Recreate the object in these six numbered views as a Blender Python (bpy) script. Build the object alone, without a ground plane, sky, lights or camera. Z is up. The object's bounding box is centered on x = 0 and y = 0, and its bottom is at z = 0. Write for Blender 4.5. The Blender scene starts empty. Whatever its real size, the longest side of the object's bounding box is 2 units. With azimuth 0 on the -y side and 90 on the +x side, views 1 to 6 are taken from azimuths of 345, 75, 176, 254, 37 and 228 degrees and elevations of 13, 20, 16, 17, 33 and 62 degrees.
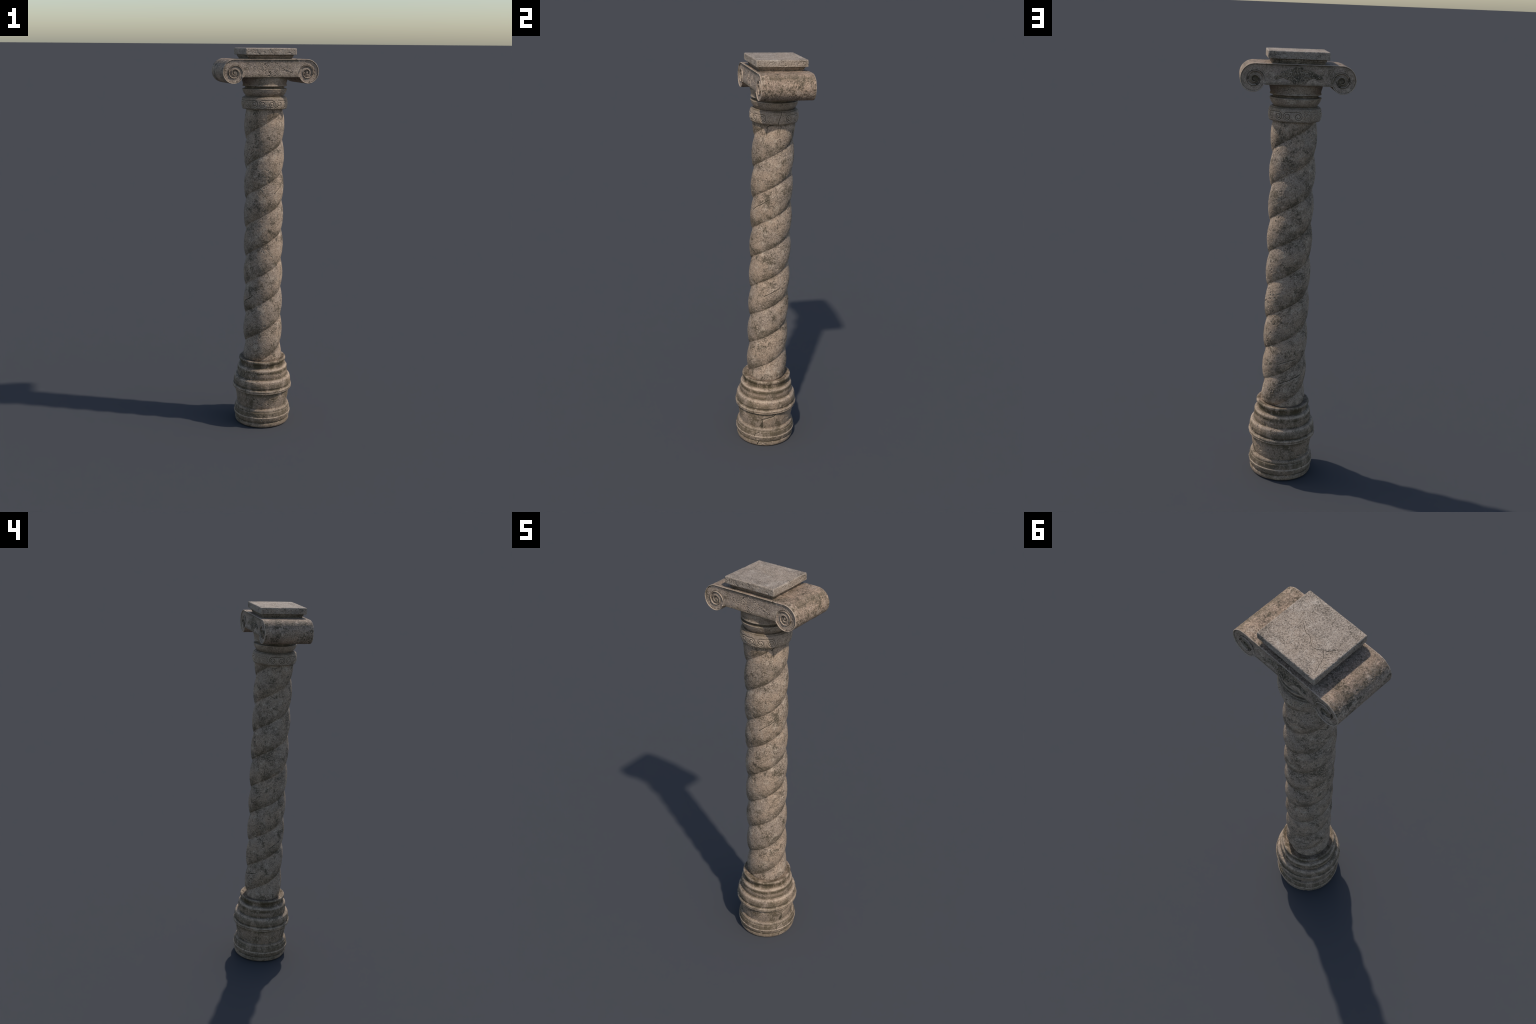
# A weathered twisted stone column: moulded round base, shaft of two twisted
# strands, carved collar, bowl-shaped echinus, scroll capital and square abacus.
import bpy, math
import numpy as np
from mathutils import Vector
from mathutils.geometry import delaunay_2d_cdt

# ------------------------------------------------------------------ noise
_rng = np.random.RandomState(11)
_perm = _rng.permutation(256).astype(np.int64)
_perm = np.concatenate([_perm, _perm])
_grad = _rng.normal(size=(256, 3))
_grad /= np.linalg.norm(_grad, axis=1)[:, None]


def perlin(p):
    i = np.floor(p).astype(np.int64)
    f = p - i
    i &= 255
    w = f * f * f * (f * (f * 6 - 15) + 10)
    out = np.zeros(len(p))
    for dx in (0, 1):
        for dy in (0, 1):
            for dz in (0, 1):
                h = _perm[_perm[_perm[(i[:, 0] + dx) & 255] + ((i[:, 1] + dy) & 255)] + ((i[:, 2] + dz) & 255)]
                g = _grad[h]
                d = g[:, 0] * (f[:, 0] - dx) + g[:, 1] * (f[:, 1] - dy) + g[:, 2] * (f[:, 2] - dz)
                wt = (w[:, 0] if dx else 1 - w[:, 0]) * (w[:, 1] if dy else 1 - w[:, 1]) * (w[:, 2] if dz else 1 - w[:, 2])
                out += wt * d
    return out * 1.6


def fbm(p, scale, octaves=3, rough=0.5, seed=0.0):
    out, amp, tot = np.zeros(len(p)), 1.0, 0.0
    for k in range(octaves):
        out += amp * perlin(p * scale + seed + 17.3 * k)
        tot += amp
        amp *= rough
        scale *= 2.03
    return out / tot


def smooth(a, b, x):
    t = np.clip((x - a) / (b - a), 0, 1)
    return t * t * (3 - 2 * t)


# ------------------------------------------------------------------ curves in the plane
def dist_to_lines(u, v, lines, reach=0.006):
    """distance from every (u, v) to the nearest of a set of polylines"""
    best = np.full(len(u), 1.0)
    for line in lines:
        L = np.asarray(line, float)
        for a, b in zip(L[:-1], L[1:]):
            lo, hi = np.minimum(a, b) - reach, np.maximum(a, b) + reach
            k = np.nonzero((u > lo[0]) & (u < hi[0]) & (v > lo[1]) & (v < hi[1]))[0]
            if not len(k):
                continue
            d = b - a
            t = np.clip(((u[k] - a[0]) * d[0] + (v[k] - a[1]) * d[1]) / max(d @ d, 1e-12), 0, 1)
            best[k] = np.minimum(best[k], np.hypot(u[k] - a[0] - t * d[0], v[k] - a[1] - t * d[1]))
    return best


def arc(cx, cy, r, a0=0, a1=360, n=40, ry=None):
    a = np.radians(np.linspace(a0, a1, n))
    return np.stack([cx + r * np.cos(a), cy + (ry or r) * np.sin(a)], 1)


def curl(cx, cy, r0, r1, a0, turns, n=60):
    t = np.linspace(0, 1, n)
    a = np.radians(a0) + turns * 2 * np.pi * t
    r = r0 + (r1 - r0) * t
    return np.stack([cx + r * np.cos(a), cy + r * np.sin(a)], 1)


def jagged(line, seed, amount=0.0022, step=0.006):
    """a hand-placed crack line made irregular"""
    rng = np.random.RandomState(seed)
    L = np.asarray(line, float)
    out = [L[0]]
    for a, b in zip(L[:-1], L[1:]):
        n = max(1, int(np.hypot(*(b - a)) / step))
        for k in range(1, n + 1):
            out.append(a + (b - a) * k / n + (rng.normal(0, amount * 0.5, 2) if k < n else 0))
    return np.array(out)


# ------------------------------------------------------------------ meshes
def make_object(name, V, F, mats, slot=None, parent=None, normals=None):
    """F: (n, 4) vertex indices, -1 in the last place marks a triangle"""
    F = np.asarray(F, np.int64)
    used = F[:, 3] >= 0
    total = np.where(used, 4, 3)
    loops = F.reshape(-1)[np.stack([np.ones_like(used)] * 3 + [used], 1).reshape(-1)]
    me = bpy.data.meshes.new(name)
    me.vertices.add(len(V))
    me.vertices.foreach_set("co", np.ascontiguousarray(V, np.float32).reshape(-1))
    me.loops.add(len(loops))
    me.loops.foreach_set("vertex_index", loops.astype(np.int32))
    me.polygons.add(len(F))
    me.polygons.foreach_set("loop_start", np.concatenate([[0], np.cumsum(total)[:-1]]).astype(np.int32))
    me.polygons.foreach_set("loop_total", total.astype(np.int32))
    me.polygons.foreach_set("use_smooth", np.ones(len(F), bool))
    for m in mats:
        me.materials.append(m)
    if slot is not None:
        me.polygons.foreach_set("material_index", np.asarray(slot, np.int32))
    me.update(calc_edges=True)
    me.validate()
    if normals is not None:
        me.normals_split_custom_set_from_vertices(normals.tolist())
    ob = bpy.data.objects.new(name, me)
    bpy.context.scene.collection.objects.link(ob)
    ob.parent = parent
    return ob


def vertex_normals(V, F):
    a, b, c, d = (V[F[:, k]] for k in range(4))
    tri = F[:, 3] < 0
    n = np.where(tri[:, None], np.cross(b - a, c - a), np.cross(c - a, d - b))
    N = np.zeros_like(V)
    for k in range(3):
        np.add.at(N, F[:, k], n)
    np.add.at(N, F[~tri, 3], n[~tri])
    return N / np.maximum(np.linalg.norm(N, axis=1), 1e-12)[:, None]


def pick_faces(V, F, keep):
    """the part of a mesh made of the kept faces, with its old vertex numbers"""
    G = F[keep]
    ids = np.unique(G[G >= 0])
    new = np.full(len(V) + 1, -1, np.int64)
    new[ids] = np.arange(len(ids))
    return V[ids], new[G], ids


def resample(profile, step, rounds=2):
    P = np.asarray(profile, float)
    s = np.concatenate([[0], np.cumsum(np.hypot(*np.diff(P, axis=0).T))])
    n = max(3, int(s[-1] / step))
    t = np.linspace(0, s[-1], n)
    Q = np.stack([np.interp(t, s, P[:, 0]), np.interp(t, s, P[:, 1])], 1)
    for _ in range(rounds):
        Q[1:-1] = 0.25 * Q[:-2] + 0.5 * Q[1:-1] + 0.25 * Q[2:]
    return Q


def ring_faces(rows, n, close=True):
    i, j = np.meshgrid(np.arange(rows - 1), np.arange(n), indexing="ij")
    k = (j + 1) % n
    return np.stack([i * n + j, i * n + k, (i + 1) * n + k, (i + 1) * n + j], -1).reshape(-1, 4)


def lathe(profile, n, step):
    """rings of a round moulding; the profile runs upwards from bottom to top"""
    Q = resample(profile, step)
    phi = np.linspace(0, 2 * np.pi, n, endpoint=False)
    r = np.repeat(Q[:, 0], n)
    z = np.repeat(Q[:, 1], n)
    p = np.tile(phi, len(Q))
    V = np.stack([r * np.cos(p), r * np.sin(p), z], 1)
    return V, ring_faces(len(Q), n), p, Q


def azimuth(p):
    """degrees: 0 faces -y, 90 faces +x"""
    return (np.degrees(p) + 90) % 360


def carve_cracks(V, p, cracks, radius, depth, width):
    """how deep each vertex of a round part is sunk by cracks given as (azimuth, z) lines"""
    out = np.zeros(len(V))
    az = azimuth(p)
    for k, (line, w) in enumerate(cracks):
        L = np.asarray(line, float)
        mid = L[:, 0].mean()
        s = np.radians((az - mid + 180) % 360 - 180) * radius
        L2 = jagged(np.stack([np.radians(L[:, 0] - mid) * radius, L[:, 1]], 1), 31 + k, 0.0012)
        d = dist_to_lines(s, V[:, 2], [L2])
        out = np.maximum(out, np.exp(-(d / (width * w)) ** 2))
    return out


# ------------------------------------------------------------------ materials
class Nodes:
    def __init__(self, name):
        self.mat = bpy.data.materials.new(name)
        self.mat.use_nodes = True
        self.t = self.mat.node_tree
        self.t.nodes.clear()

    def new(self, kind, **props):
        n = self.t.nodes.new(kind)
        for k, v in props.items():
            setattr(n, k, v)
        return n

    def put(self, socket, value):
        if hasattr(value, "is_linked") or isinstance(value, bpy.types.NodeSocket):
            self.t.links.new(value, socket)
        else:
            socket.default_value = value

    def math(self, op, a, b=0.0, c=0.0, clamp=False):
        n = self.new("ShaderNodeMath", operation=op, use_clamp=clamp)
        for s, v in zip(n.inputs, (a, b, c)):
            self.put(s, v)
        return n.outputs[0]

    def noise(self, vec, scale, detail=3.0, rough=0.5, distort=0.0):
        n = self.new("ShaderNodeTexNoise")
        self.put(n.inputs["Vector"], vec)
        n.inputs["Scale"].default_value = scale
        n.inputs["Detail"].default_value = detail
        n.inputs["Roughness"].default_value = rough
        n.inputs["Distortion"].default_value = distort
        return n.outputs["Fac"]

    def step(self, x, lo, hi, a=0.0, b=1.0):
        n = self.new("ShaderNodeMapRange", interpolation_type="SMOOTHSTEP")
        self.put(n.inputs[0], x)
        for k, v in enumerate((lo, hi, a, b)):
            n.inputs[1 + k].default_value = v
        return n.outputs[0]

    def mix(self, fac, a, b, blend="MIX"):
        n = self.new("ShaderNodeMix", data_type="RGBA", blend_type=blend)
        self.put(n.inputs[0], fac)
        for s, v in ((n.inputs[6], a), (n.inputs[7], b)):
            self.put(s, (*v, 1.0) if isinstance(v, tuple) and len(v) == 3 else v)
        return n.outputs[2]

    def ramp(self, x, stops):
        n = self.new("ShaderNodeValToRGB")
        self.put(n.inputs[0], x)
        e = n.color_ramp.elements
        while len(e) < len(stops):
            e.new(0.5)
        for k, (pos, val) in enumerate(stops):
            e[k].position = pos
            e[k].color = (val, val, val, 1)
        return n.outputs[0]

    def scaled(self, vec, s, loc=(0, 0, 0), rot=(0, 0, 0)):
        n = self.new("ShaderNodeMapping")
        self.put(n.inputs[0], vec)
        n.inputs["Scale"].default_value = s
        n.inputs["Location"].default_value = loc
        n.inputs["Rotation"].default_value = rot
        return n.outputs[0]


TAN = (0.440, 0.305, 0.205)
PINK = (0.360, 0.264, 0.192)
PALE = (0.57, 0.44, 0.32)
BROWN = (0.185, 0.132, 0.082)
OLIVE = (0.102, 0.075, 0.039)
DARK = (0.060, 0.046, 0.028)


def stone(name, tan=TAN, pink=PINK, pale=PALE, olive=OLIVE, patch=(0.53, 0.68), patch_amount=0.75, speck=(0.50, 0.66),
          speck_amount=0.75, grain=150.0, stretch=(1, 1, 1), bands=None, z0=0.0, z1=1.0, band_mask=0.6, helix=False,
          edge=0.5, crevice=0.8, bump=0.6, loc=(0, 0, 0), patch_scale=15.0, mottle=0.7, eyes=False, flecks=0.75, crests=None):
    N = Nodes(name)
    obj = N.new("ShaderNodeTexCoord").outputs["Object"]
    co = N.scaled(obj, stretch, loc)
    geo = N.new("ShaderNodeNewGeometry")
    big = N.noise(co, 8.0, 4, 0.6)
    mid = N.noise(co, patch_scale, 6, 0.68, 0.4)
    fine = N.noise(N.scaled(co, (1, 1, 1), (3.1, 1.7, 5.2)), grain, 4, 0.7)
    tiny = N.noise(N.scaled(co, (1, 1, 1), (7.7, 2.2, 0.4)), grain * 1.9, 2, 0.6)
    col = N.mix(N.step(big, 0.40, 0.60), tan, pink)
    col = N.mix(N.step(N.noise(N.scaled(co, (1, 1, 1), (1.3, 9.2, 4.4)), 31.0, 4, 0.65), 0.52, 0.68, 0, 0.75), col, pale)
    # grain: pale and dark flecks
    mott = N.noise(N.scaled(co, (1, 1, 1), (4.4, 0.6, 8.1)), 44.0, 6, 0.78, 0.3)
    col = N.mix(N.step(N.math("ADD", mott, N.math("MULTIPLY", N.math("SUBTRACT", mid, 0.5), 0.5)), 0.44, 0.66, 0, mottle), col, BROWN)
    col = N.mix(N.step(tiny, 0.52, 0.68, 0, flecks), col, pale)
    col = N.mix(N.step(tiny, 0.49, 0.34, 0, flecks), col, tuple(0.45 * c for c in pink))
    # olive dirt in patches, broken up by the grain
    m = N.math("ADD", mid, N.math("MULTIPLY", N.math("SUBTRACT", fine, 0.5), 0.55))
    dirt = N.step(m, *patch, 0.0, patch_amount)
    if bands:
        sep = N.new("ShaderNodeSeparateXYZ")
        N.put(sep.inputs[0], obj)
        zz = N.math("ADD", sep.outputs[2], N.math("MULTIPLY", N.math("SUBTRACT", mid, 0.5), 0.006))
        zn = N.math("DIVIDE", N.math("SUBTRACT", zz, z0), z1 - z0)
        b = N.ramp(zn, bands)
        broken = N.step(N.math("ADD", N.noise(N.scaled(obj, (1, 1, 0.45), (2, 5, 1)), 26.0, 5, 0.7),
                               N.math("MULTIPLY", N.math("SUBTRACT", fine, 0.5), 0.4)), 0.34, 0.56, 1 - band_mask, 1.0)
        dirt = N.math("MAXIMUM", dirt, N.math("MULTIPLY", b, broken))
        if crests:               # highlights along the moulding crests, painted pale
            crest_light = N.math("MULTIPLY", N.ramp(zn, crests), N.step(N.noise(N.scaled(obj, (1, 1, 0.4), (6, 1, 3)), 34.0, 5, 0.72), 0.40, 0.58, 0.1, 1.0))
            dirt = N.math("MULTIPLY", dirt, N.math("SUBTRACT", 1.0, crest_light))
            col = N.mix(crest_light, col, pale)
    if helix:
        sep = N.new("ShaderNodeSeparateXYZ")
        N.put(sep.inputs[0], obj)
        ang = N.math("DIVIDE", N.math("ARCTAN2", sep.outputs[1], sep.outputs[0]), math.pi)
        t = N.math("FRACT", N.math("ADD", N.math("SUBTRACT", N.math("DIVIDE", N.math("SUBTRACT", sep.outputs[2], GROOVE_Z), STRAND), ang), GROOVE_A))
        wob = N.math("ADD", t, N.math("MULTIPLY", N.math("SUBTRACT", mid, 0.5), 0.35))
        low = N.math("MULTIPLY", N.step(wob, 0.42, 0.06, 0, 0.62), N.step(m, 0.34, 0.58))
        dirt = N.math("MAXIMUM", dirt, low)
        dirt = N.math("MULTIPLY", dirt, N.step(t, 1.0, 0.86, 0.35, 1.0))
    if eyes:                     # dark round patch over the eyes of the volutes
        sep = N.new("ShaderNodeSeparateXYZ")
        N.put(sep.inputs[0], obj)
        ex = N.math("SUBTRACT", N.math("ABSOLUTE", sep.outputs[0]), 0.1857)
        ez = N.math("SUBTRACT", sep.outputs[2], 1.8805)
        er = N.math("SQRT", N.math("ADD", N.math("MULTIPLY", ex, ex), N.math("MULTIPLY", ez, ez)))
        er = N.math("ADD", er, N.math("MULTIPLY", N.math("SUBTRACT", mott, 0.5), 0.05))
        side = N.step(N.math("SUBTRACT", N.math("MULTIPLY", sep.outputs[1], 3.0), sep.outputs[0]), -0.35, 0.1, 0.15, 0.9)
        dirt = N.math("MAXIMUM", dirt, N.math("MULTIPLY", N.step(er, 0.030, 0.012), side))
    # pits
    s = N.math("ADD", fine, N.math("MULTIPLY", N.math("SUBTRACT", mid, 0.5), 0.55))
    pits = N.step(s, *speck, 0.0, speck_amount)
    # crevices tinted dark, convex edges tinted pale
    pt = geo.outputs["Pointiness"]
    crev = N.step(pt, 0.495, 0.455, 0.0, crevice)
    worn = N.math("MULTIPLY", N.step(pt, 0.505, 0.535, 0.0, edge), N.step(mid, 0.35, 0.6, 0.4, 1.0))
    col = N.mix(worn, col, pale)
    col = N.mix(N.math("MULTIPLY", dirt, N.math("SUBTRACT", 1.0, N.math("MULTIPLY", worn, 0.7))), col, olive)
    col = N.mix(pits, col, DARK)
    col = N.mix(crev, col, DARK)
    h = N.math("ADD", N.math("MULTIPLY", fine, 1.0), N.math("MULTIPLY", tiny, 0.4))
    h = N.math("SUBTRACT", h, N.math("MULTIPLY", pits, 0.8))
    bp = N.new("ShaderNodeBump")
    bp.inputs["Strength"].default_value = bump
    bp.inputs["Distance"].default_value = 0.003
    N.put(bp.inputs["Height"], h)
    bs = N.new("ShaderNodeBsdfPrincipled")
    bs.inputs["Roughness"].default_value = 0.78
    bs.inputs["Specular IOR Level"].default_value = 0.4
    N.put(bs.inputs["Base Color"], col)
    N.put(bs.inputs["Normal"], bp.outputs[0])
    out = N.new("ShaderNodeOutputMaterial")
    N.put(out.inputs[0], bs.outputs[0])
    return N.mat


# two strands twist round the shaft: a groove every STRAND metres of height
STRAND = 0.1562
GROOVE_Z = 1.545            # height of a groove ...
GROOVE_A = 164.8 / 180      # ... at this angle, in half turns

def by_height(lo, hi, stops):
    """a colour profile over height: (z in metres, strength) pairs"""
    return [((z - lo) / (hi - lo), v) for z, v in stops]


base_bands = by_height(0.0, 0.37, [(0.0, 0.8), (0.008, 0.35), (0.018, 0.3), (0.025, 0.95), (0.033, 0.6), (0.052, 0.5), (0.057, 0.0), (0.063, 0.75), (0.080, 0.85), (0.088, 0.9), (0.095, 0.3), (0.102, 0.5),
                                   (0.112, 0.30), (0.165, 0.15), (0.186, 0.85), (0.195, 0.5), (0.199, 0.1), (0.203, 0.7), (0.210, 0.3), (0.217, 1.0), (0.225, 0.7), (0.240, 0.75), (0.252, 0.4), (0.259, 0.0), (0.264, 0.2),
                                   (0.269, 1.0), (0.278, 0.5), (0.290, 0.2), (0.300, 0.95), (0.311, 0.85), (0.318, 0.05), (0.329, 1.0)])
base_crests = by_height(0.0, 0.37, [(0.0, 0.0), (0.055, 0.0), (0.0570, 0.75), (0.0595, 0.7), (0.0615, 0.0), (0.096, 0.0), (0.099, 0.3), (0.102, 0.0), (0.195, 0.0), (0.197, 0.7), (0.1995, 0.0), (0.205, 0.0),
                                    (0.2095, 0.75), (0.213, 0.5), (0.215, 0.0), (0.255, 0.0), (0.2605, 0.75), (0.264, 0.5), (0.267, 0.0), (0.314, 0.0), (0.3185, 0.75), (0.3225, 0.5), (0.326, 0.0), (0.357, 0.0), (0.362, 0.5), (0.365, 0.3)])
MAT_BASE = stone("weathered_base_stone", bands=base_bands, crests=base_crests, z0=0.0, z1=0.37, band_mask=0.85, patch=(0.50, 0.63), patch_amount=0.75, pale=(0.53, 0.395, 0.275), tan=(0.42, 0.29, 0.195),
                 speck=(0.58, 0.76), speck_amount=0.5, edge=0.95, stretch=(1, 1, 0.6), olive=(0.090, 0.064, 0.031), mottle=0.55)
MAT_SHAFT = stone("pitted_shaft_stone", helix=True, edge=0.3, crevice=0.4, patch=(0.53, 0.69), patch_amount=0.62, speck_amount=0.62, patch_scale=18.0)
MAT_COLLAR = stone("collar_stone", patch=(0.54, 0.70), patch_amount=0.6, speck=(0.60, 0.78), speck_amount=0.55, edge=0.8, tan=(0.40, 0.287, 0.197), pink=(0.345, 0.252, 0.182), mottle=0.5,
                   bands=[(0.0, 0.9), (0.02, 0.5), (0.06, 0.0), (0.24, 0.0), (0.34, 0.3), (0.375, 0.9), (0.42, 0.3), (0.47, 0.0), (0.60, 0.0), (0.63, 0.8), (0.71, 0.8), (0.735, 0.1), (0.92, 0.2), (1.0, 0.7)],  # first stops darken the lower edge and underside of the collar
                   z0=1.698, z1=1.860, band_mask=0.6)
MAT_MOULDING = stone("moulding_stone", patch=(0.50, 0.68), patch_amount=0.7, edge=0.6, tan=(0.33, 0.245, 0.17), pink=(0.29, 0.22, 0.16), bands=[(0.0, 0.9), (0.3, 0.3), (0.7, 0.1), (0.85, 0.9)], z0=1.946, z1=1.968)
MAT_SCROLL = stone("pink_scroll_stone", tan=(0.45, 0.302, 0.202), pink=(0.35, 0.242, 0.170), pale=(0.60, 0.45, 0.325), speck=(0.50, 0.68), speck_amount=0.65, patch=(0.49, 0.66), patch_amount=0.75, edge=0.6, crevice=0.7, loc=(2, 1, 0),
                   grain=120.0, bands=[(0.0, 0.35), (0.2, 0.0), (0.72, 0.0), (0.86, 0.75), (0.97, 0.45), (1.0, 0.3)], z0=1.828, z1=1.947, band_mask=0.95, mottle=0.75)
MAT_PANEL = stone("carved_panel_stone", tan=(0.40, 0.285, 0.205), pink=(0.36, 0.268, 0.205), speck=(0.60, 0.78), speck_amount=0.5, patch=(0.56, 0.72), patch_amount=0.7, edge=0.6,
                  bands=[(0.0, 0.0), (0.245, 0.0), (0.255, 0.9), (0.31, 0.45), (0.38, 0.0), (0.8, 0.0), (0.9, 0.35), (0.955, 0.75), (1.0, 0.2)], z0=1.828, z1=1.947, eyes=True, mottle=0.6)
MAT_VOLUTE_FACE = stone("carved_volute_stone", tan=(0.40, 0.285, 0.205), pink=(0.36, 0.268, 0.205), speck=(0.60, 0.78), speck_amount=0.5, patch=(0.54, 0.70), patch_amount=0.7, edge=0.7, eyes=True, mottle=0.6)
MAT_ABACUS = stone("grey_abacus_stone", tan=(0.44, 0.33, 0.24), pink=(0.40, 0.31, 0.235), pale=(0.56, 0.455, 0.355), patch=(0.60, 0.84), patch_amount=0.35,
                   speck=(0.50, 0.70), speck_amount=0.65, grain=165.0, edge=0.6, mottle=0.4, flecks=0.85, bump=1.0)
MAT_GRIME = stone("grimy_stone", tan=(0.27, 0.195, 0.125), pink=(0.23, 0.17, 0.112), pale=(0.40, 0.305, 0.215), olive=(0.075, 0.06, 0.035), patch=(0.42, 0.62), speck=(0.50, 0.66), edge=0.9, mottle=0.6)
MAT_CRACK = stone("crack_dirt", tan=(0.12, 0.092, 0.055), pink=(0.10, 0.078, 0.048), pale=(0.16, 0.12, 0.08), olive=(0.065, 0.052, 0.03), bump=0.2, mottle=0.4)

# ------------------------------------------------------------------ the thing
column = bpy.data.objects.new("stone_column", None)
bpy.context.scene.collection.objects.link(column)
column["label"] = "weathered twisted stone column with scroll capital and moulded round base"
column["category"] = "stone column"


def slots_from(mask, F, level=0.45):
    idx = np.where(F >= 0, F, F[:, :1])
    return (mask[idx].mean(1) > level).astype(np.int32)


# ---- base: foot, drum and bell of one turned block
base_profile = [
    (0.02, 0.0), (0.120, 0.0), (0.1375, 0.0004), (0.1425, 0.0025), (0.1460, 0.009), (0.1475, 0.017), (0.1464, 0.0245), (0.1415, 0.0272),
    (0.1415, 0.0296), (0.1470, 0.0320), (0.1500, 0.039), (0.1525, 0.049), (0.1536, 0.0570), (0.1532, 0.0592), (0.1510, 0.0605),
    (0.1508, 0.070), (0.1496, 0.080), (0.1485, 0.0855), (0.1455, 0.0868), (0.1445, 0.0950), (0.1418, 0.1005), (0.1345, 0.1030),
    (0.1326, 0.1046), (0.1348, 0.112), (0.1378, 0.130), (0.1408, 0.150), (0.1426, 0.166), (0.1438, 0.181), (0.1442, 0.1895), (0.1470, 0.1925),
    (0.1555, 0.1938), (0.1586, 0.1968), (0.1582, 0.2000), (0.1578, 0.2020), (0.1592, 0.2055), (0.1588, 0.2110), (0.1562, 0.2152), (0.1518, 0.2168), (0.1498, 0.2185), (0.1520, 0.2215),
    (0.1546, 0.2280), (0.1542, 0.2390), (0.1525, 0.2490), (0.1500, 0.2570), (0.1465, 0.2625), (0.1440, 0.2645), (0.1385, 0.2665), (0.1340, 0.2675),
    (0.1335, 0.2740), (0.1350, 0.2840), (0.1348, 0.2960), (0.1336, 0.3020), (0.1346, 0.3070), (0.1338, 0.3140), (0.1310, 0.3195), (0.1275, 0.3235), (0.1225, 0.3262),
    (0.1178, 0.3280), (0.1176, 0.3340), (0.1190, 0.3440), (0.1208, 0.3475), (0.1248, 0.3510), (0.1258, 0.3570), (0.1250, 0.3625), (0.1222, 0.3655),
    (0.1165, 0.3655), (0.1115, 0.3635), (0.1060, 0.3610), (0.090, 0.3590), (0.070, 0.3585)]
V, F, p, Q = lathe(base_profile, 640, 0.0009)
Nn = vertex_normals(V, F)
side = smooth(0.12, 0.135, np.hypot(V[:, 0], V[:, 1])) * smooth(0.0, 0.012, V[:, 2])
amp = 0.0009 * fbm(V * [1, 1, 0.7], 14, 3) + 0.0011 * fbm(V * [1, 1, 2.0], 55, 3, 0.6, 3.0)
chips = smooth(0.28, 0.5, fbm(V, 38, 2, 0.5, 8.0)) * 0.0022
base_cracks = [([(99.5, 0.184), (95, 0.1735), (87.4, 0.1676), (78, 0.160), (69.4, 0.1549), (70.2, 0.143), (69.9, 0.1316), (67, 0.118), (64.6, 0.108)], 1.15),
               ([(69.9, 0.1316), (71.3, 0.12), (71.1, 0.106)], 1.5), ([(68.2, 0.122), (68, 0.106)], 1.8),
               ([(55.5, 0.0578), (56.7, 0.0713), (66.1, 0.0847)], 0.7), ([(63.6, 0.0255), (62.4, 0.016), (61.2, 0.0061)], 1.2),
               ([(330, 0.172), (336, 0.150), (333, 0.138), (345, 0.126)], 0.5), ([(210, 0.12), (222, 0.112), (236, 0.118)], 0.6)]
crack = carve_cracks(V, p, base_cracks, 0.142, 1, 0.0022)
V += Nn * ((side * (amp - chips)) - 0.0045 * crack)[:, None]
V[:, 2] -= V[:, 2].min()
Nn = vertex_normals(V, F)
sl = slots_from(crack, F, 0.28)
zr = np.repeat(Q[:, 1], 640)
row_z, row = Q[:, 1], np.arange(len(Q))
foot_row = int(np.argmin(np.abs(row_z - 0.1046) + (Q[:, 0] < 0.10)))
bell_row = int(np.argmin(np.abs(row_z - 0.1915)))
face_row = np.arange(len(F)) // 640
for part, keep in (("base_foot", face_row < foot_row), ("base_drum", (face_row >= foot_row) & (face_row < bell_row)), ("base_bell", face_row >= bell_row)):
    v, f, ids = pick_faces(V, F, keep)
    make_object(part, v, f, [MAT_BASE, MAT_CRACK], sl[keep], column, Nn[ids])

# ---- shaft
n, zs = 420, np.arange(0.350, 1.7065, 0.0015)
p = np.tile(np.linspace(0, 2 * np.pi, n, endpoint=False), len(zs))
z = np.repeat(zs, n)
pts = np.stack([0.1 * np.cos(p), 0.1 * np.sin(p), z], 1)
wander = 0.030 * fbm(pts, 7, 2, 0.5, 2.0) + 0.014 * fbm(pts, 38, 3, 0.6, 7.0)
t = ((z - GROOVE_Z) / STRAND - p / np.pi + GROOVE_A + wander) % 1.0
bulge = np.sin(np.pi * t ** 0.90)
shape = np.where(t < 0.46, bulge ** 0.60, bulge ** 0.85)
r = 0.0888 + 0.0142 * shape
# the grooves are partly filled with dirt and worn round
fill = 0.0914 + 0.0016 * fbm(pts, 24, 2, 0.5, 12.0)
r = np.maximum(r, fill) + 0.35 * np.minimum(r - fill, 0)
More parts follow.
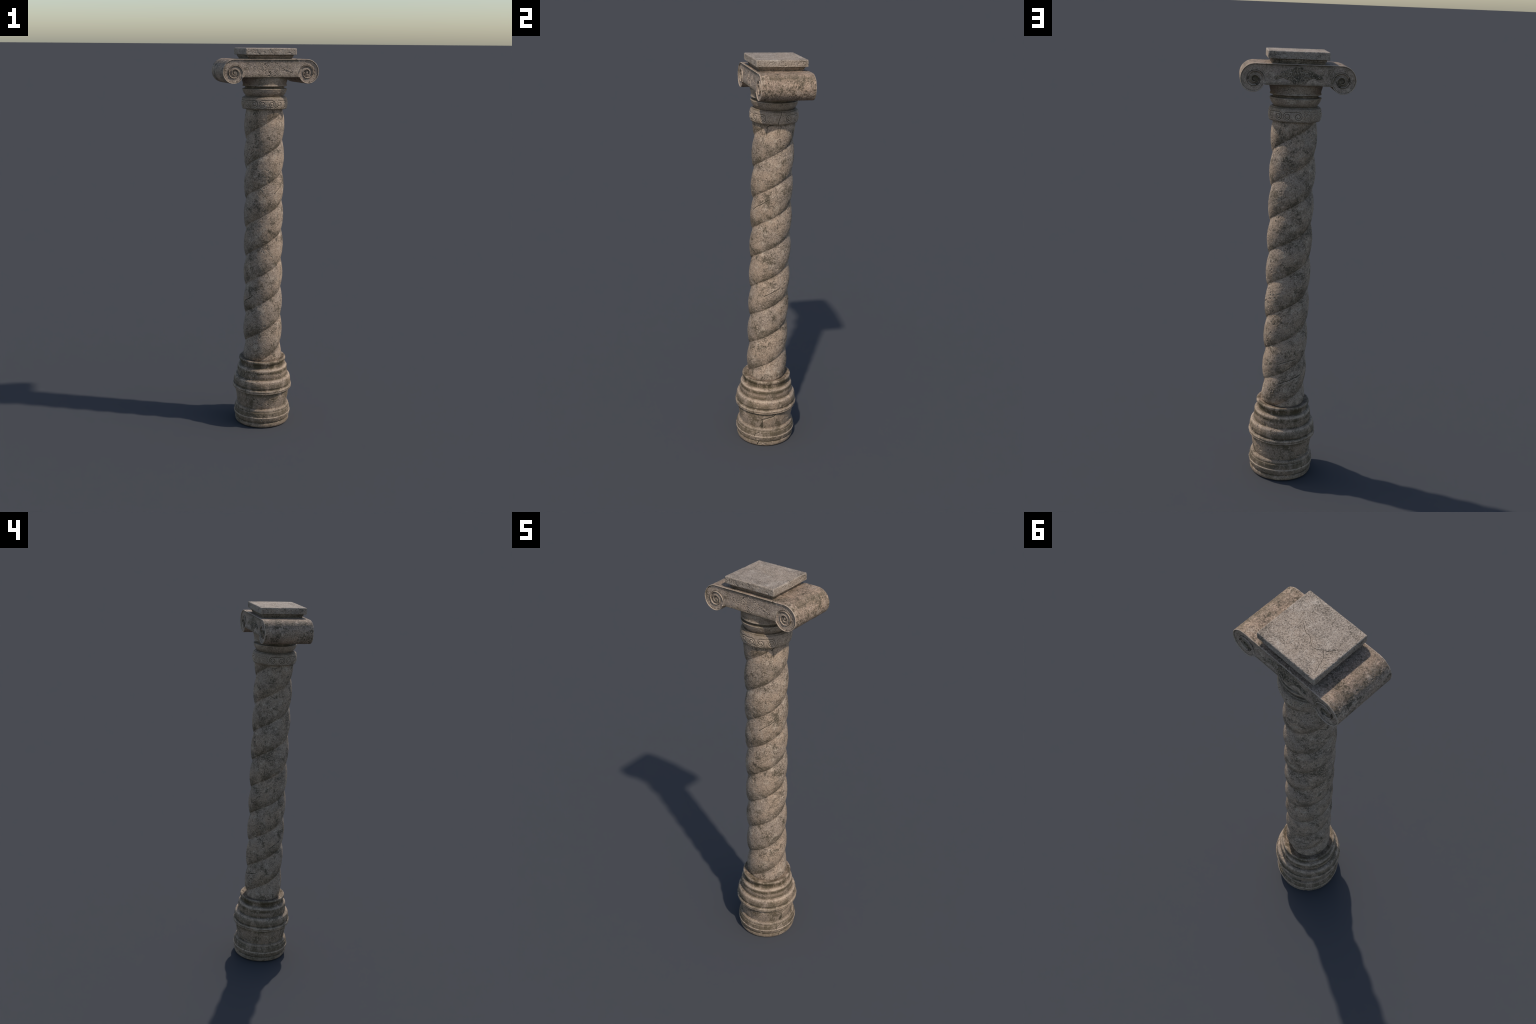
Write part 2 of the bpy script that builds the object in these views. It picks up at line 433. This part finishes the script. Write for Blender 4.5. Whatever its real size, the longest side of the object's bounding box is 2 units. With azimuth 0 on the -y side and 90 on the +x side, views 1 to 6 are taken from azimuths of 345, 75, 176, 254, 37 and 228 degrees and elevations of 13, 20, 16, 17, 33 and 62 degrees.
# brushed ridges that follow the strands, lumps and pits
along = np.stack([0.1 * np.cos(p), 0.1 * np.sin(p), (z - p * STRAND / np.pi)], 1)
flow = np.stack([t * 1.2 + 3.0, p * 0.12, z * 0.35], 1)
r += 0.0013 * fbm(pts, 14, 3) + 0.0009 * fbm(pts, 60, 3, 0.6, 4.0)
r += 0.0011 * fbm(flow, 13, 3, 0.6, 1.0) * smooth(-0.1, 0.35, fbm(pts, 9, 2, 0.5, 6.0))
r -= 0.0022 * smooth(0.22, 0.5, fbm(pts, 75, 2, 0.5, 9.0)) * smooth(-0.15, 0.3, fbm(pts, 11, 2, 0.5, 5.0))
r -= 0.006 * smooth(0.372, 0.352, z)
shaft_cracks = [([(16.3, 1.268), (25, 1.281), (36.4, 1.2950), (50, 1.308), (67.5, 1.331)], 0.8), ([(63.2, 0.8297), (73, 0.8404), (97.8, 0.8619), (108.7, 0.8727)], 0.8),
                ([(164.6, 0.4798), (190, 0.4983), (219, 0.5165)], 0.9), ([(159.8, 0.5773), (175, 0.5897), (206.7, 0.6029)], 0.8),
                ([(228, 0.521), (212, 0.5085), (196, 0.509)], 0.8), ([(275.4, 0.6856), (304.2, 0.7105)], 0.8), ([(266.8, 0.674), (292.6, 0.7002), (313.7, 0.7263)], 0.8),
                ([(51.7, 1.6755), (57.6, 1.6848), (69, 1.6929), (80.2, 1.6968)], 1.3), ([(55.6, 1.6812), (55.8, 1.648)], 1.2),
                ([(59.8, 0.358), (62.4, 0.3708), (65, 0.3819)], 1.0), ([(250, 1.53), (262, 1.521)], 0.7), ([(300, 1.47), (312, 1.486)], 0.6)]
V = np.stack([r * np.cos(p), r * np.sin(p), z], 1)
crack = carve_cracks(V, p, shaft_cracks, 0.1, 1, 0.0015)
# a worn hollow at the top where one strand ends under the collar
az = azimuth(p)
hollow = np.exp(-(((az - 48) / 14) ** 2)) * smooth(1.655, 1.685, z)
rr = r - 0.003 * crack - 0.004 * hollow
V = np.stack([rr * np.cos(p), rr * np.sin(p), z], 1)
F = ring_faces(len(zs), n)
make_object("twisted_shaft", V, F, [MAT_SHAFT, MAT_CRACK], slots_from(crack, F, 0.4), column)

# ---- collar with paired scrolls cut into it
collar_profile = [(0.086, 1.7000), (0.095, 1.6985), (0.1060, 1.6980), (0.1108, 1.6985), (0.1130, 1.7015), (0.1158, 1.7100), (0.1176, 1.7190), (0.1182, 1.7265), (0.1178, 1.7360),
                  (0.1162, 1.7460), (0.1138, 1.7535), (0.1118, 1.7560), (0.1080, 1.7568), (0.1062, 1.7575), (0.1060, 1.7598), (0.1035, 1.7610), (0.0985, 1.7612), (0.090, 1.7614)]
V, F, p, Q = lathe(collar_profile, 900, 0.0008)
Nn = vertex_normals(V, F)
az = azimuth(p)
depth = np.zeros(len(V))
R = 0.117
half = math.radians(12.2) * R
lines = []
for sgn in (-1, 1):
    a = np.linspace(0, 1, 70)
    # from the top of the pair's arch outwards, down and winding inwards
    turn = a * 1.75
    rad = np.interp(turn, [0, 0.25, 0.5, 0.75, 1.0, 1.25, 1.6, 2.15], [0.0195, 0.0172, 0.0150, 0.0132, 0.0112, 0.0095, 0.0068, 0.0036])
    ang = np.pi / 2 - turn * 2 * np.pi
    x, y = rad * np.cos(ang) * 0.95, rad * np.sin(ang)
    L = np.stack([half + x, 1.7240 + y], 1)
    L = np.concatenate([[[0.0, 1.7240 + 0.0188]], L])
    L[:, 0] *= sgn
    lines.append(L)
for k in range(8):
    s = np.radians((az - (351.2 + 45 * k) + 180) % 360 - 180) * R
    wear = 0.75 + 0.35 * math.sin(2.1 * k + 0.7)
    d = dist_to_lines(s, V[:, 2], lines)
    depth = np.maximum(depth, wear * np.exp(-(d / 0.0019) ** 2))
    # the eyes of the scrolls stand a little proud
    for sgn in (-1, 1):
        rr = np.hypot(s - sgn * half, V[:, 2] - 1.7240)
        depth -= 0.65 * wear * np.exp(-(rr / 0.0036) ** 2)
collar_cracks = [([(94.8, 1.759), (91.5, 1.740), (88.5, 1.722), (85.8, 1.699)], 1.0), ([(210, 1.752), (206, 1.742)], 0.6)]
crack = carve_cracks(V, p, collar_cracks, 0.117, 1, 0.0014)
h = 0.0007 * fbm(V, 18, 3) + 0.0007 * fbm(V, 70, 3, 0.6, 4.0) - 0.0014 * smooth(0.3, 0.5, fbm(V, 50, 2, 0.5, 1.0))
V += Nn * (h - 0.0030 * depth - 0.0035 * crack)[:, None]
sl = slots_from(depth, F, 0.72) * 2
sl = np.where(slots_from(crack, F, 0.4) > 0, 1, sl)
make_object("carved_collar", V, F, [MAT_COLLAR, MAT_CRACK, MAT_GRIME], sl, column)

# ---- echinus: bowl, groove, upper cup
ech_profile = [(0.088, 1.7600), (0.0940, 1.7612), (0.0962, 1.7642), (0.1015, 1.7700), (0.1068, 1.7775), (0.1108, 1.7865), (0.1132, 1.7950), (0.1144, 1.7972), (0.1134, 1.7995),
               (0.1085, 1.8008), (0.1020, 1.8022), (0.0998, 1.8045), (0.0996, 1.8090), (0.1010, 1.8108), (0.1070, 1.8116), (0.1128, 1.8126), (0.1136, 1.8150), (0.1124, 1.8176),
               (0.1106, 1.8205), (0.1112, 1.8260), (0.1142, 1.8360), (0.1168, 1.8460), (0.1195, 1.8540), (0.1208, 1.8610), (0.1000, 1.8620)]
V, F, p, Q = lathe(ech_profile, 560, 0.001)
Nn = vertex_normals(V, F)
ech_cracks = [([(147.5, 1.8342), (155.7, 1.8330), (160.8, 1.8409), (169.6, 1.8419), (172.3, 1.8313)], 0.8), ([(233.9, 1.8463), (240.1, 1.8333)], 0.7),
              ([(338, 1.851), (335, 1.842), (331, 1.838)], 0.7)]
crack = carve_cracks(V, p, ech_cracks, 0.113, 1, 0.0012)
h = 0.0008 * fbm(V * [1, 1, 2.5], 20, 3) + 0.0006 * fbm(V * [1, 1, 2.0], 70, 3, 0.6, 4.0) - 0.0016 * smooth(0.3, 0.5, fbm(V, 45, 2, 0.5, 7.0))
V += Nn * (h - 0.0025 * crack)[:, None]
make_object("echinus", V, F, [MAT_COLLAR, MAT_CRACK], slots_from(crack, F, 0.4), column)

# ---- scroll capital: one block, its outline a bar that rolls into a volute at both ends
EYE = np.array([0.1857, 1.8805])
TURNS = [0, 0.12, 0.25, 0.38, 0.5, 0.62, 0.75, 0.88, 1.0, 1.12, 1.25, 1.38, 1.5, 1.62, 1.75, 1.88, 2.0, 2.25, 2.5, 2.8]
RADII = [0.0665, 0.0645, 0.0614, 0.0575, 0.0530, 0.0475, 0.0422, 0.0385, 0.0358, 0.0336, 0.0313, 0.0292, 0.0268, 0.0240, 0.0212, 0.0192, 0.0178, 0.0143, 0.0110, 0.0070]


def volute_point(turn):
    r = np.interp(turn, TURNS, RADII)
    a = np.pi / 2 - np.asarray(turn) * 2 * np.pi
    return np.stack([EYE[0] + r * np.cos(a), EYE[1] + r * np.sin(a)], -1)


TOP, BOTTOM, YFRONT, YBACK = 1.947, 1.858, 0.1257, 0.1306
STEP = 0.0013
roll = volute_point(np.linspace(0, 0.75, 900))
k = np.nonzero((roll[:, 1] > BOTTOM) & (np.linspace(0, 0.75, 900) > 0.5))[0][0]
roll = roll[:k]
half_outline = np.concatenate([[[0.0, TOP]], roll, [[roll[-1, 0] - 0.001, BOTTOM]], [[0.0, BOTTOM]]])
half_outline = resample(half_outline, STEP, 1)
half_outline[0, 0] = half_outline[-1, 0] = 0.0
seam = np.linspace(BOTTOM, TOP, int((TOP - BOTTOM) / STEP))[1:-1]
border = np.concatenate([half_outline, np.stack([np.zeros(len(seam)), seam], 1)])
nb, no = len(border), len(half_outline)
gx, gz = np.meshgrid(np.arange(0.0013, 0.25, STEP), np.arange(1.826, 1.949, STEP))
grid = np.stack([gx.ravel(), gz.ravel()], 1)
grid[:, 0] += np.where((np.round((grid[:, 1] - 1.826) / STEP).astype(int) % 2) == 1, STEP * 0.5, 0)
turns = np.linspace(0.66, 2.8, 620)
step_line = volute_point(turns)
out_dir = (step_line - EYE) / np.linalg.norm(step_line - EYE, axis=1)[:, None]
line_pts = np.concatenate([step_line + out_dir * 0.0004, step_line - out_dir * 0.0004])


def inside(poly, P):
    c = np.zeros(len(P), bool)
    for a, b in zip(poly, np.roll(poly, -1, 0)):
        hit = (a[1] > P[:, 1]) != (b[1] > P[:, 1])
        c ^= hit & (P[:, 0] < (b[0] - a[0]) * (P[:, 1] - a[1]) / (b[1] - a[1] + 1e-15) + a[0])
    return c


grid = grid[inside(border, grid)]
d = dist_to_lines(grid[:, 0], grid[:, 1], [np.concatenate([border, border[:1]])], 0.01)
grid = grid[d > 0.0007]
d = dist_to_lines(grid[:, 0], grid[:, 1], [step_line], 0.01)
grid = grid[d > 0.0011]
d = dist_to_lines(line_pts[:, 0], line_pts[:, 1], [np.concatenate([border, border[:1]])], 0.01)
line_pts = line_pts[(d > 0.0007) & inside(border, line_pts)]
allp = np.concatenate([border, grid, line_pts])
edges = [(i, (i + 1) % nb) for i in range(nb)]
cv, ce, cf, ov, oe, of = delaunay_2d_cdt([Vector(q) for q in allp.tolist()], edges, [], 1, 1e-7)
P2 = np.array([tuple(q) for q in cv])
T = np.array([f for f in cf if len(f) == 3], np.int64)
# keep counter-clockwise order in (x, z)
cr = (P2[T[:, 1], 0] - P2[T[:, 0], 0]) * (P2[T[:, 2], 1] - P2[T[:, 0], 1]) - (P2[T[:, 1], 1] - P2[T[:, 0], 1]) * (P2[T[:, 2], 0] - P2[T[:, 0], 0])
T = np.where((cr < 0)[:, None], T[:, ::-1], T)
where = np.full(len(allp), -1)
for new, olds in enumerate(ov):
    for o in olds:
        where[o] = new
rim = where[:no]                     # outline vertices from the top middle round to the bottom middle
d_rim = dist_to_lines(P2[:, 0], P2[:, 1], [half_outline], 0.03)
d_rim[d_rim > 0.03] = 0.03


def face_height(P, d_rim, d_fillet):
    """relief of a face, 0 at the rim and negative inwards"""
    q = P - EYE
    rad = np.hypot(q[:, 0], q[:, 1])
    frac = ((np.pi / 2 - np.arctan2(q[:, 1], q[:, 0])) / (2 * np.pi)) % 1.0
    # which turn of the spiral lies just outside the point
    outer = np.zeros(len(P))
    turn = np.full(len(P), -1.0)
    nxt = np.zeros(len(P))
    for k in range(3):
        rk = np.interp(frac + k, TURNS, RADII)
        ok = rad <= rk + 1e-9
        turn = np.where(ok, frac + k, turn)
        outer = np.where(ok, rk, outer)
        nxt = np.where(ok, np.interp(frac + k + 1, TURNS, RADII, right=0.0), nxt)
    in_ring = turn >= 0.70
    h = -0.0042 * smooth(0.0022, 0.0048, d_fillet)
    h += -0.0012 * smooth(0.006, 0.02, d_fillet) + 0.0022 * smooth(1.915, 1.875, P[:, 1]) * (P[:, 0] < 0.15)
    f = np.clip((outer - rad) / np.maximum(outer - nxt, 1e-4), 0, 1)
    rise = smooth(0.70, 0.80, turn)
    # a raised fillet follows the spiral, a hollow channel lies between its turns
    ring = -0.0004 - 0.0062 * np.sin(np.pi * np.clip((f - 0.10) / 0.90, 0, 1) ** 0.65) ** 0.75 - 0.0014 * np.clip(turn - 0.75, 0, 2)
    ring = np.where(rad < 0.0065, -0.0040 - 0.10 * rad, ring)
    h = np.where(in_ring, h * (1 - rise) + ring * rise, h)
    d_step = dist_to_lines(P[:, 0], P[:, 1], [(EYE + (step_line - EYE) * (1 + 0.0012 / np.linalg.norm(step_line - EYE, axis=1))[:, None])[40:]])
    h -= 0.0020 * np.exp(-(d_step / 0.0011) ** 2)
    # rounded arris along the outline
    e = np.clip(d_rim / 0.0022, 0, 1)
    h -= 0.0022 * (1 - np.sqrt(1 - (1 - e) ** 2))
    return h, np.exp(-(d_step / 0.0011) ** 2)


d_fillet = dist_to_lines(P2[:, 0], P2[:, 1], [np.concatenate([[[0.0, TOP]], roll])], 0.03)
d_fillet[d_fillet > 0.03] = 0.03
H, groove = face_height(P2, d_rim, d_fillet)

# carved ornament of the front: two rosettes, side curl, leaf and swag, all shallow and worn
front_ridges = []
for cx, big in ((-0.0325, 0.0168), (0.0310, 0.0160)):
    front_ridges += [arc(cx, 1.9047, big, 150 if cx > 0 else 20, 480 if cx > 0 else 365, 50), arc(cx, 1.9047, big * 0.62), arc(cx + 0.001, 1.9042, big * 0.25, n=16)]
    for k in range(5):
        a = math.radians(72 * k + 20)
        front_ridges.append(arc(cx + big * 0.43 * math.cos(a), 1.9047 + big * 0.43 * math.sin(a), 0.0022, n=10))
front_ridges += [curl(-0.0834, 1.8975, 0.0105, 0.003, 200, -1.6), [(-0.074, 1.9035), (-0.064, 1.9055), (-0.054, 1.9080)], [(-0.066, 1.8935), (-0.058, 1.8995), (-0.0500, 1.8985)],
                 curl(-0.0091, 1.9270, 0.0070, 0.002, 200, -1.2), [(-0.0140, 1.8917), (0.0010, 1.8914), (0.0150, 1.8917)], [(0.048, 1.901), (0.058, 1.9045), (0.0665, 1.9018)],
                 [(0.0665, 1.9018), (0.076, 1.9015), (0.086, 1.8955), (0.098, 1.8895), (0.1060, 1.8850)], [(0.070, 1.8965), (0.080, 1.8950), (0.092, 1.8885), (0.1040, 1.8830)],
                 [(0.086, 1.8955), (0.0885, 1.9000)], [(0.092, 1.892), (0.096, 1.8965)], [(0.082, 1.894), (0.080, 1.889)], [(-0.030, 1.8870), (-0.0238, 1.8715), (-0.010, 1.8700), (0.0068, 1.8758), (0.012, 1.8880)],
                 [(-0.012, 1.8860), (0.000, 1.8790), (0.012, 1.8720), (0.026, 1.8680)], [(0.019, 1.8873), (0.030, 1.8760), (0.044, 1.8700)], curl(0.006, 1.8665, 0.004, 0.001, 90, 1.3, 20),
                 [(-0.118, 1.9300), (-0.1235, 1.9180), (-0.1243, 1.9070)], [(-0.110, 1.915), (-0.100, 1.9190), (-0.094, 1.9240)], [(0.044, 1.8985), (0.054, 1.8960), (0.064, 1.8930)]]
# back: a dark winged crest
crest = np.array([(0.1051, 1.8908), (0.0991, 1.8952), (0.0891, 1.9039), (0.0761, 1.9098), (0.0613, 1.9168), (0.0465, 1.9238), (0.0325, 1.9261), (0.0222, 1.9274), (0.0187, 1.933), (0.0095, 1.938),
                  (0.0002, 1.9411), (-0.0113, 1.9369), (-0.022, 1.9289), (-0.0307, 1.9255), (-0.0458, 1.9261), (-0.0573, 1.9218), (-0.0662, 1.9138), (-0.0778, 1.9087), (-0.0895, 1.9016),
                  (-0.1035, 1.8950), (-0.1050, 1.8870), (-0.0913, 1.885), (-0.078, 1.8855), (-0.0683, 1.8916), (-0.059, 1.8867), (-0.0478, 1.8835), (-0.0405, 1.8768), (-0.0314, 1.869), (-0.0203, 1.863),
                  (-0.0062, 1.8607), (0.008, 1.8621), (0.0194, 1.8617), (0.0236, 1.8709), (0.0351, 1.876), (0.0467, 1.8812), (0.0563, 1.8865), (0.0678, 1.8898), (0.077, 1.8848), (0.0892, 1.8835), (0.0976, 1.8804)])
back_ridges = []


def jig(s):
    return np.random.RandomState(3 + s).normal(0, 0.0006, (40, 2))


for s in (-1, 1):
    back_ridges += [arc(s * 0.0353, 1.9060, 0.0130, 30, 320) + jig(s), *[arc(s * 0.0353 + 0.0068 * math.cos(k * 1.257 + s), 1.9060 + 0.0068 * math.sin(k * 1.257 + s), 0.0026, n=10) for k in range(5)], curl(s * 0.066, 1.8990, 0.0120, 0.004, 20 if s > 0 else 160, 0.9 * s),
                    [(s * 0.054, 1.912), (s * 0.072, 1.9085), (s * 0.088, 1.9000), (s * 0.1000, 1.8900)], [(s * 0.060, 1.905), (s * 0.076, 1.9000), (s * 0.092, 1.8900)],
                    [(s * 0.050, 1.893), (s * 0.036, 1.8855), (s * 0.022, 1.8760), (s * 0.010, 1.8680)], [(s * 0.018, 1.930), (s * 0.017, 1.916), (s * 0.012, 1.905), (s * 0.016, 1.892)],
                    curl(s * 0.013, 1.8830, 0.0065, 0.002, 90, -1.3 * s), curl(s * 0.009, 1.8690, 0.0050, 0.0015, 90, 1.2 * s)]
back_ridges += [arc(0, 1.9215, 0.0065, ry=0.0140), [(0, 1.911), (0, 1.895), (0, 1.880)]]


def ridges(P, lines, width):
    return np.exp(-(dist_to_lines(P[:, 0], P[:, 1], lines) / width) ** 2)


def mirrored(P):
    return P * [-1, 1]


sheets, faces, grime, at = [], [], [], 0
order = {}
for back in (0, 1):
    for left in (0, 1):
        P = mirrored(P2) if left else P2
        h = H.copy()
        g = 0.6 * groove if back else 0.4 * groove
        if not back:
            rg = ridges(P, front_ridges, 0.00135)
            vl = np.exp(-((dist_to_lines(P[:, 0], P[:, 1], front_ridges, 0.01) - 0.0026) / 0.0011) ** 2)
            worn = 0.35 + 0.9 * smooth(-0.25, 0.35, fbm(np.c_[P, P[:, 0] * 0 + 6], 70, 2))
            h += worn * (0.0012 * rg - 0.0016 * vl) + 0.0006 * fbm(np.c_[P, P[:, 0] * 0 + 8], 150, 2)
        else:
            wob = P + np.stack([fbm(np.c_[P, P[:, 0] * 0], 90, 2), fbm(np.c_[P, P[:, 0] * 0 + 4], 90, 2)], 1) * 0.0035
            ins = inside(crest, wob)
            dc = dist_to_lines(wob[:, 0], wob[:, 1], [np.concatenate([crest, crest[:1]])], 0.01)
            lump = np.where(ins, smooth(0, 0.003, dc), 0)
            worn = 0.25 + smooth(-0.2, 0.3, fbm(np.c_[P, P[:, 0] * 0 + 2], 75, 2))
            rg = ridges(P, back_ridges, 0.0019) * worn
            h += lump * (0.0008 + 0.0024 * rg + 0.0028 * fbm(np.c_[P, P[:, 0] * 0 + 9], 120, 2))
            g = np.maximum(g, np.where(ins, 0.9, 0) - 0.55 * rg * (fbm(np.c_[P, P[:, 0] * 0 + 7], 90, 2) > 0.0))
        y = YBACK + h if back else -YFRONT - h
        sheets.append(np.stack([P[:, 0], y, P[:, 1]], 1))
        t = T + at
        if left != back:             # keep every face looking outwards
            t = t[:, ::-1]
        faces.append(t)
        grime.append(g)
        order[(back, left)] = at
        at += len(P2)
V = np.concatenate(sheets)
tris = np.concatenate(faces)
G = np.concatenate(grime)
# weld the left and right halves along x = 0
same = np.arange(len(V))
mid_ids = np.nonzero(np.abs(P2[:, 0]) < 1e-6)[0]
for back in (0, 1):
    same[order[(back, 1)] + mid_ids] = order[(back, 0)] + mid_ids
V[order[(0, 1)] + mid_ids] = V[order[(0, 0)] + mid_ids]
tris = same[tris]
# closed outline loops of the front and back faces, and rows of vertices between them
loop_r, loop_l = rim, rim[::-1][1:-1]
front_loop = same[np.concatenate([order[(0, 0)] + loop_r, order[(0, 1)] + loop_l])]
back_loop = same[np.concatenate([order[(1, 0)] + loop_r, order[(1, 1)] + loop_l])]
m = 150
rows = [front_loop]
a, b = V[front_loop], V[back_loop]
extra = []
for k in range(1, m):
    rows.append(len(V) + (k - 1) * len(a) + np.arange(len(a)))
    extra.append(a + (b - a) * k / m)
rows.append(back_loop)
V = np.concatenate([V] + extra)
G = np.concatenate([G, np.zeros(len(V) - len(G))])
quads = []
for ra, rb in zip(rows[:-1], rows[1:]):
    quads.append(np.stack([ra, rb, np.roll(rb, -1), np.roll(ra, -1)], 1))
quads = np.concatenate(quads)
F = np.concatenate([np.c_[tris, np.full(len(tris), -1)], quads])
Nn = vertex_normals(V, F)
if (Nn[rows[75]] * (V[rows[75]] - [0, 0, 1.888])).sum() < 0:
    F[len(tris):] = F[len(tris):, ::-1]
    Nn = vertex_normals(V, F)
roll_skin = np.zeros(len(V))
roll_skin[len(V) - len(a) * (m - 1):] = 1.0
h = 0.0009 * fbm(V, 16, 3) + 0.0005 * fbm(V, 75, 3, 0.6, 4.0)
h += roll_skin * (0.0008 * fbm(V, 100, 3, 0.65, 2.0) - 0.0010 * smooth(0.25, 0.5, fbm(V, 80, 2, 0.5, 9.0)))
h -= (1 - roll_skin) * 0.0012 * smooth(0.28, 0.5, fbm(V, 48, 2, 0.5, 3.0))
V += Nn * h[:, None]
Nn = vertex_normals(V, F)
is_face = np.arange(len(F)) < len(tris)
cx = V[F[:, :3]].mean(1)
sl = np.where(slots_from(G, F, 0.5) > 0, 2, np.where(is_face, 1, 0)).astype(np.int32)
for part, keep in (("scroll_panel", np.abs(cx[:, 0]) < 0.140), ("volute", cx[:, 0] >= 0.140), ("volute", cx[:, 0] <= -0.140)):
    v, f, ids = pick_faces(V, F, keep)
    make_object(part, v, f, [MAT_SCROLL, MAT_PANEL if part == "scroll_panel" else MAT_VOLUTE_FACE, MAT_GRIME], sl[keep], column, Nn[ids])


# ---- abacus: a hollow moulding and a square slab
def square_rings(A, B, rows, per=840, corner=0.004):
    """rows: (inset, z) rings of a rounded rectangle with half sides A, B"""
    pts = []
    for sx, sy, a0 in ((1, -1, -90), (1, 1, 0), (-1, 1, 90), (-1, -1, 180)):
        pts.append(arc(sx * (A - corner), sy * (B - corner), corner, a0, a0 + 90, 7))
    L = np.concatenate(pts + [pts[0][:1]])
    s = np.concatenate([[0], np.cumsum(np.hypot(*np.diff(L, axis=0).T))])
    t = np.linspace(0, s[-1], per, endpoint=False)
    x, y = np.interp(t, s, L[:, 0]), np.interp(t, s, L[:, 1])
    V = np.concatenate([np.stack([x * (A - d) / A, y * (B - d) / B, np.full(per, zz)], 1) for d, zz in rows])
    return V, ring_faces(len(rows), per)


hollow_rows = resample([(0.05, 1.9440), (0.0195, 1.9440), (0.0190, 1.9475), (0.0185, 1.9505), (0.0165, 1.9545), (0.0135, 1.9580), (0.0115, 1.9600), (0.0110, 1.9635), (0.0108, 1.9660), (0.0125, 1.9690), (0.05, 1.9690)], 0.0011)
V, F = square_rings(0.1305, 0.1220, hollow_rows, 700)
Nn = vertex_normals(V, F)
V += Nn * (0.0008 * fbm(V, 22, 3) + 0.0005 * fbm(V, 80, 2, 0.6, 4.0) - 0.0018 * smooth(0.3, 0.5, fbm(V, 40, 2, 0.5, 7.0)))[:, None]
make_object("abacus_moulding", V, F, [MAT_MOULDING], None, column)

slab_rows = resample([(0.10, 1.9668), (0.004, 1.9668), (0.0012, 1.9672), (0.0002, 1.9685), (0.0, 1.9720), (0.0, 1.9945), (0.0006, 1.9978), (0.0022, 1.9995), (0.0050, 2.0), (0.1212, 2.0)], 0.0012)
V, F = square_rings(0.1312, 0.1225, slab_rows, 840)
Nn = vertex_normals(V, F)
lines = [[(0.0488, -0.011), (0.0352, -0.0026), (0.0229, 0.007), (-0.0013, 0.0108), (-0.0329, 0.0348), (-0.0533, 0.0326), (-0.0711, 0.0178), (-0.085, 0.0142), (-0.0995, -0.0065)],
         [(-0.0711, 0.0178), (-0.0877, 0.0346), (-0.1025, 0.062), (-0.1139, 0.0984)], [(0.129, -0.048), (0.1200, -0.0350), (0.112, -0.0274)]]
widths = (1.0, 0.85, 0.6)
crack = np.zeros(len(V))
for k, (L, w) in enumerate(zip(lines, widths)):
    d = dist_to_lines(V[:, 0], V[:, 1], [jagged(L, 5 + k, 0.0022, 0.007)])
    crack = np.maximum(crack, w * np.exp(-(d / 0.0010) ** 2))
crack *= V[:, 2] > 1.99
edge_wear = np.exp(-((np.maximum(np.abs(V[:, 0]) - 0.1312, np.abs(V[:, 1]) - 0.1225) / 0.006) ** 2))
h = 0.0008 * fbm(V, 18, 3) + 0.0006 * fbm(V, 90, 3, 0.6, 4.0) - edge_wear * 0.0018 * smooth(0.10, 0.5, fbm(V, 60, 3, 0.6, 7.0))
h = np.where(V[:, 2] > 1.9985, np.minimum(h, 0.0002), h)
V += Nn * (h - 0.0020 * crack)[:, None]
top_ring = np.arange(len(V) - 840, len(V))
V[top_ring, 2] = V[top_ring, 2].mean()
V[:, 2] += 2.0 - V[:, 2].max()
V = np.concatenate([V, [[0, 0, V[top_ring, 2].mean()]]])
fan = np.stack([top_ring, np.roll(top_ring, -1), np.full(840, len(V) - 1), np.full(840, -1)], 1)
F = np.concatenate([F, fan])
crack = np.append(crack, 0)
make_object("abacus_slab", V, F, [MAT_ABACUS, MAT_CRACK], slots_from(crack, F, 0.9), column)
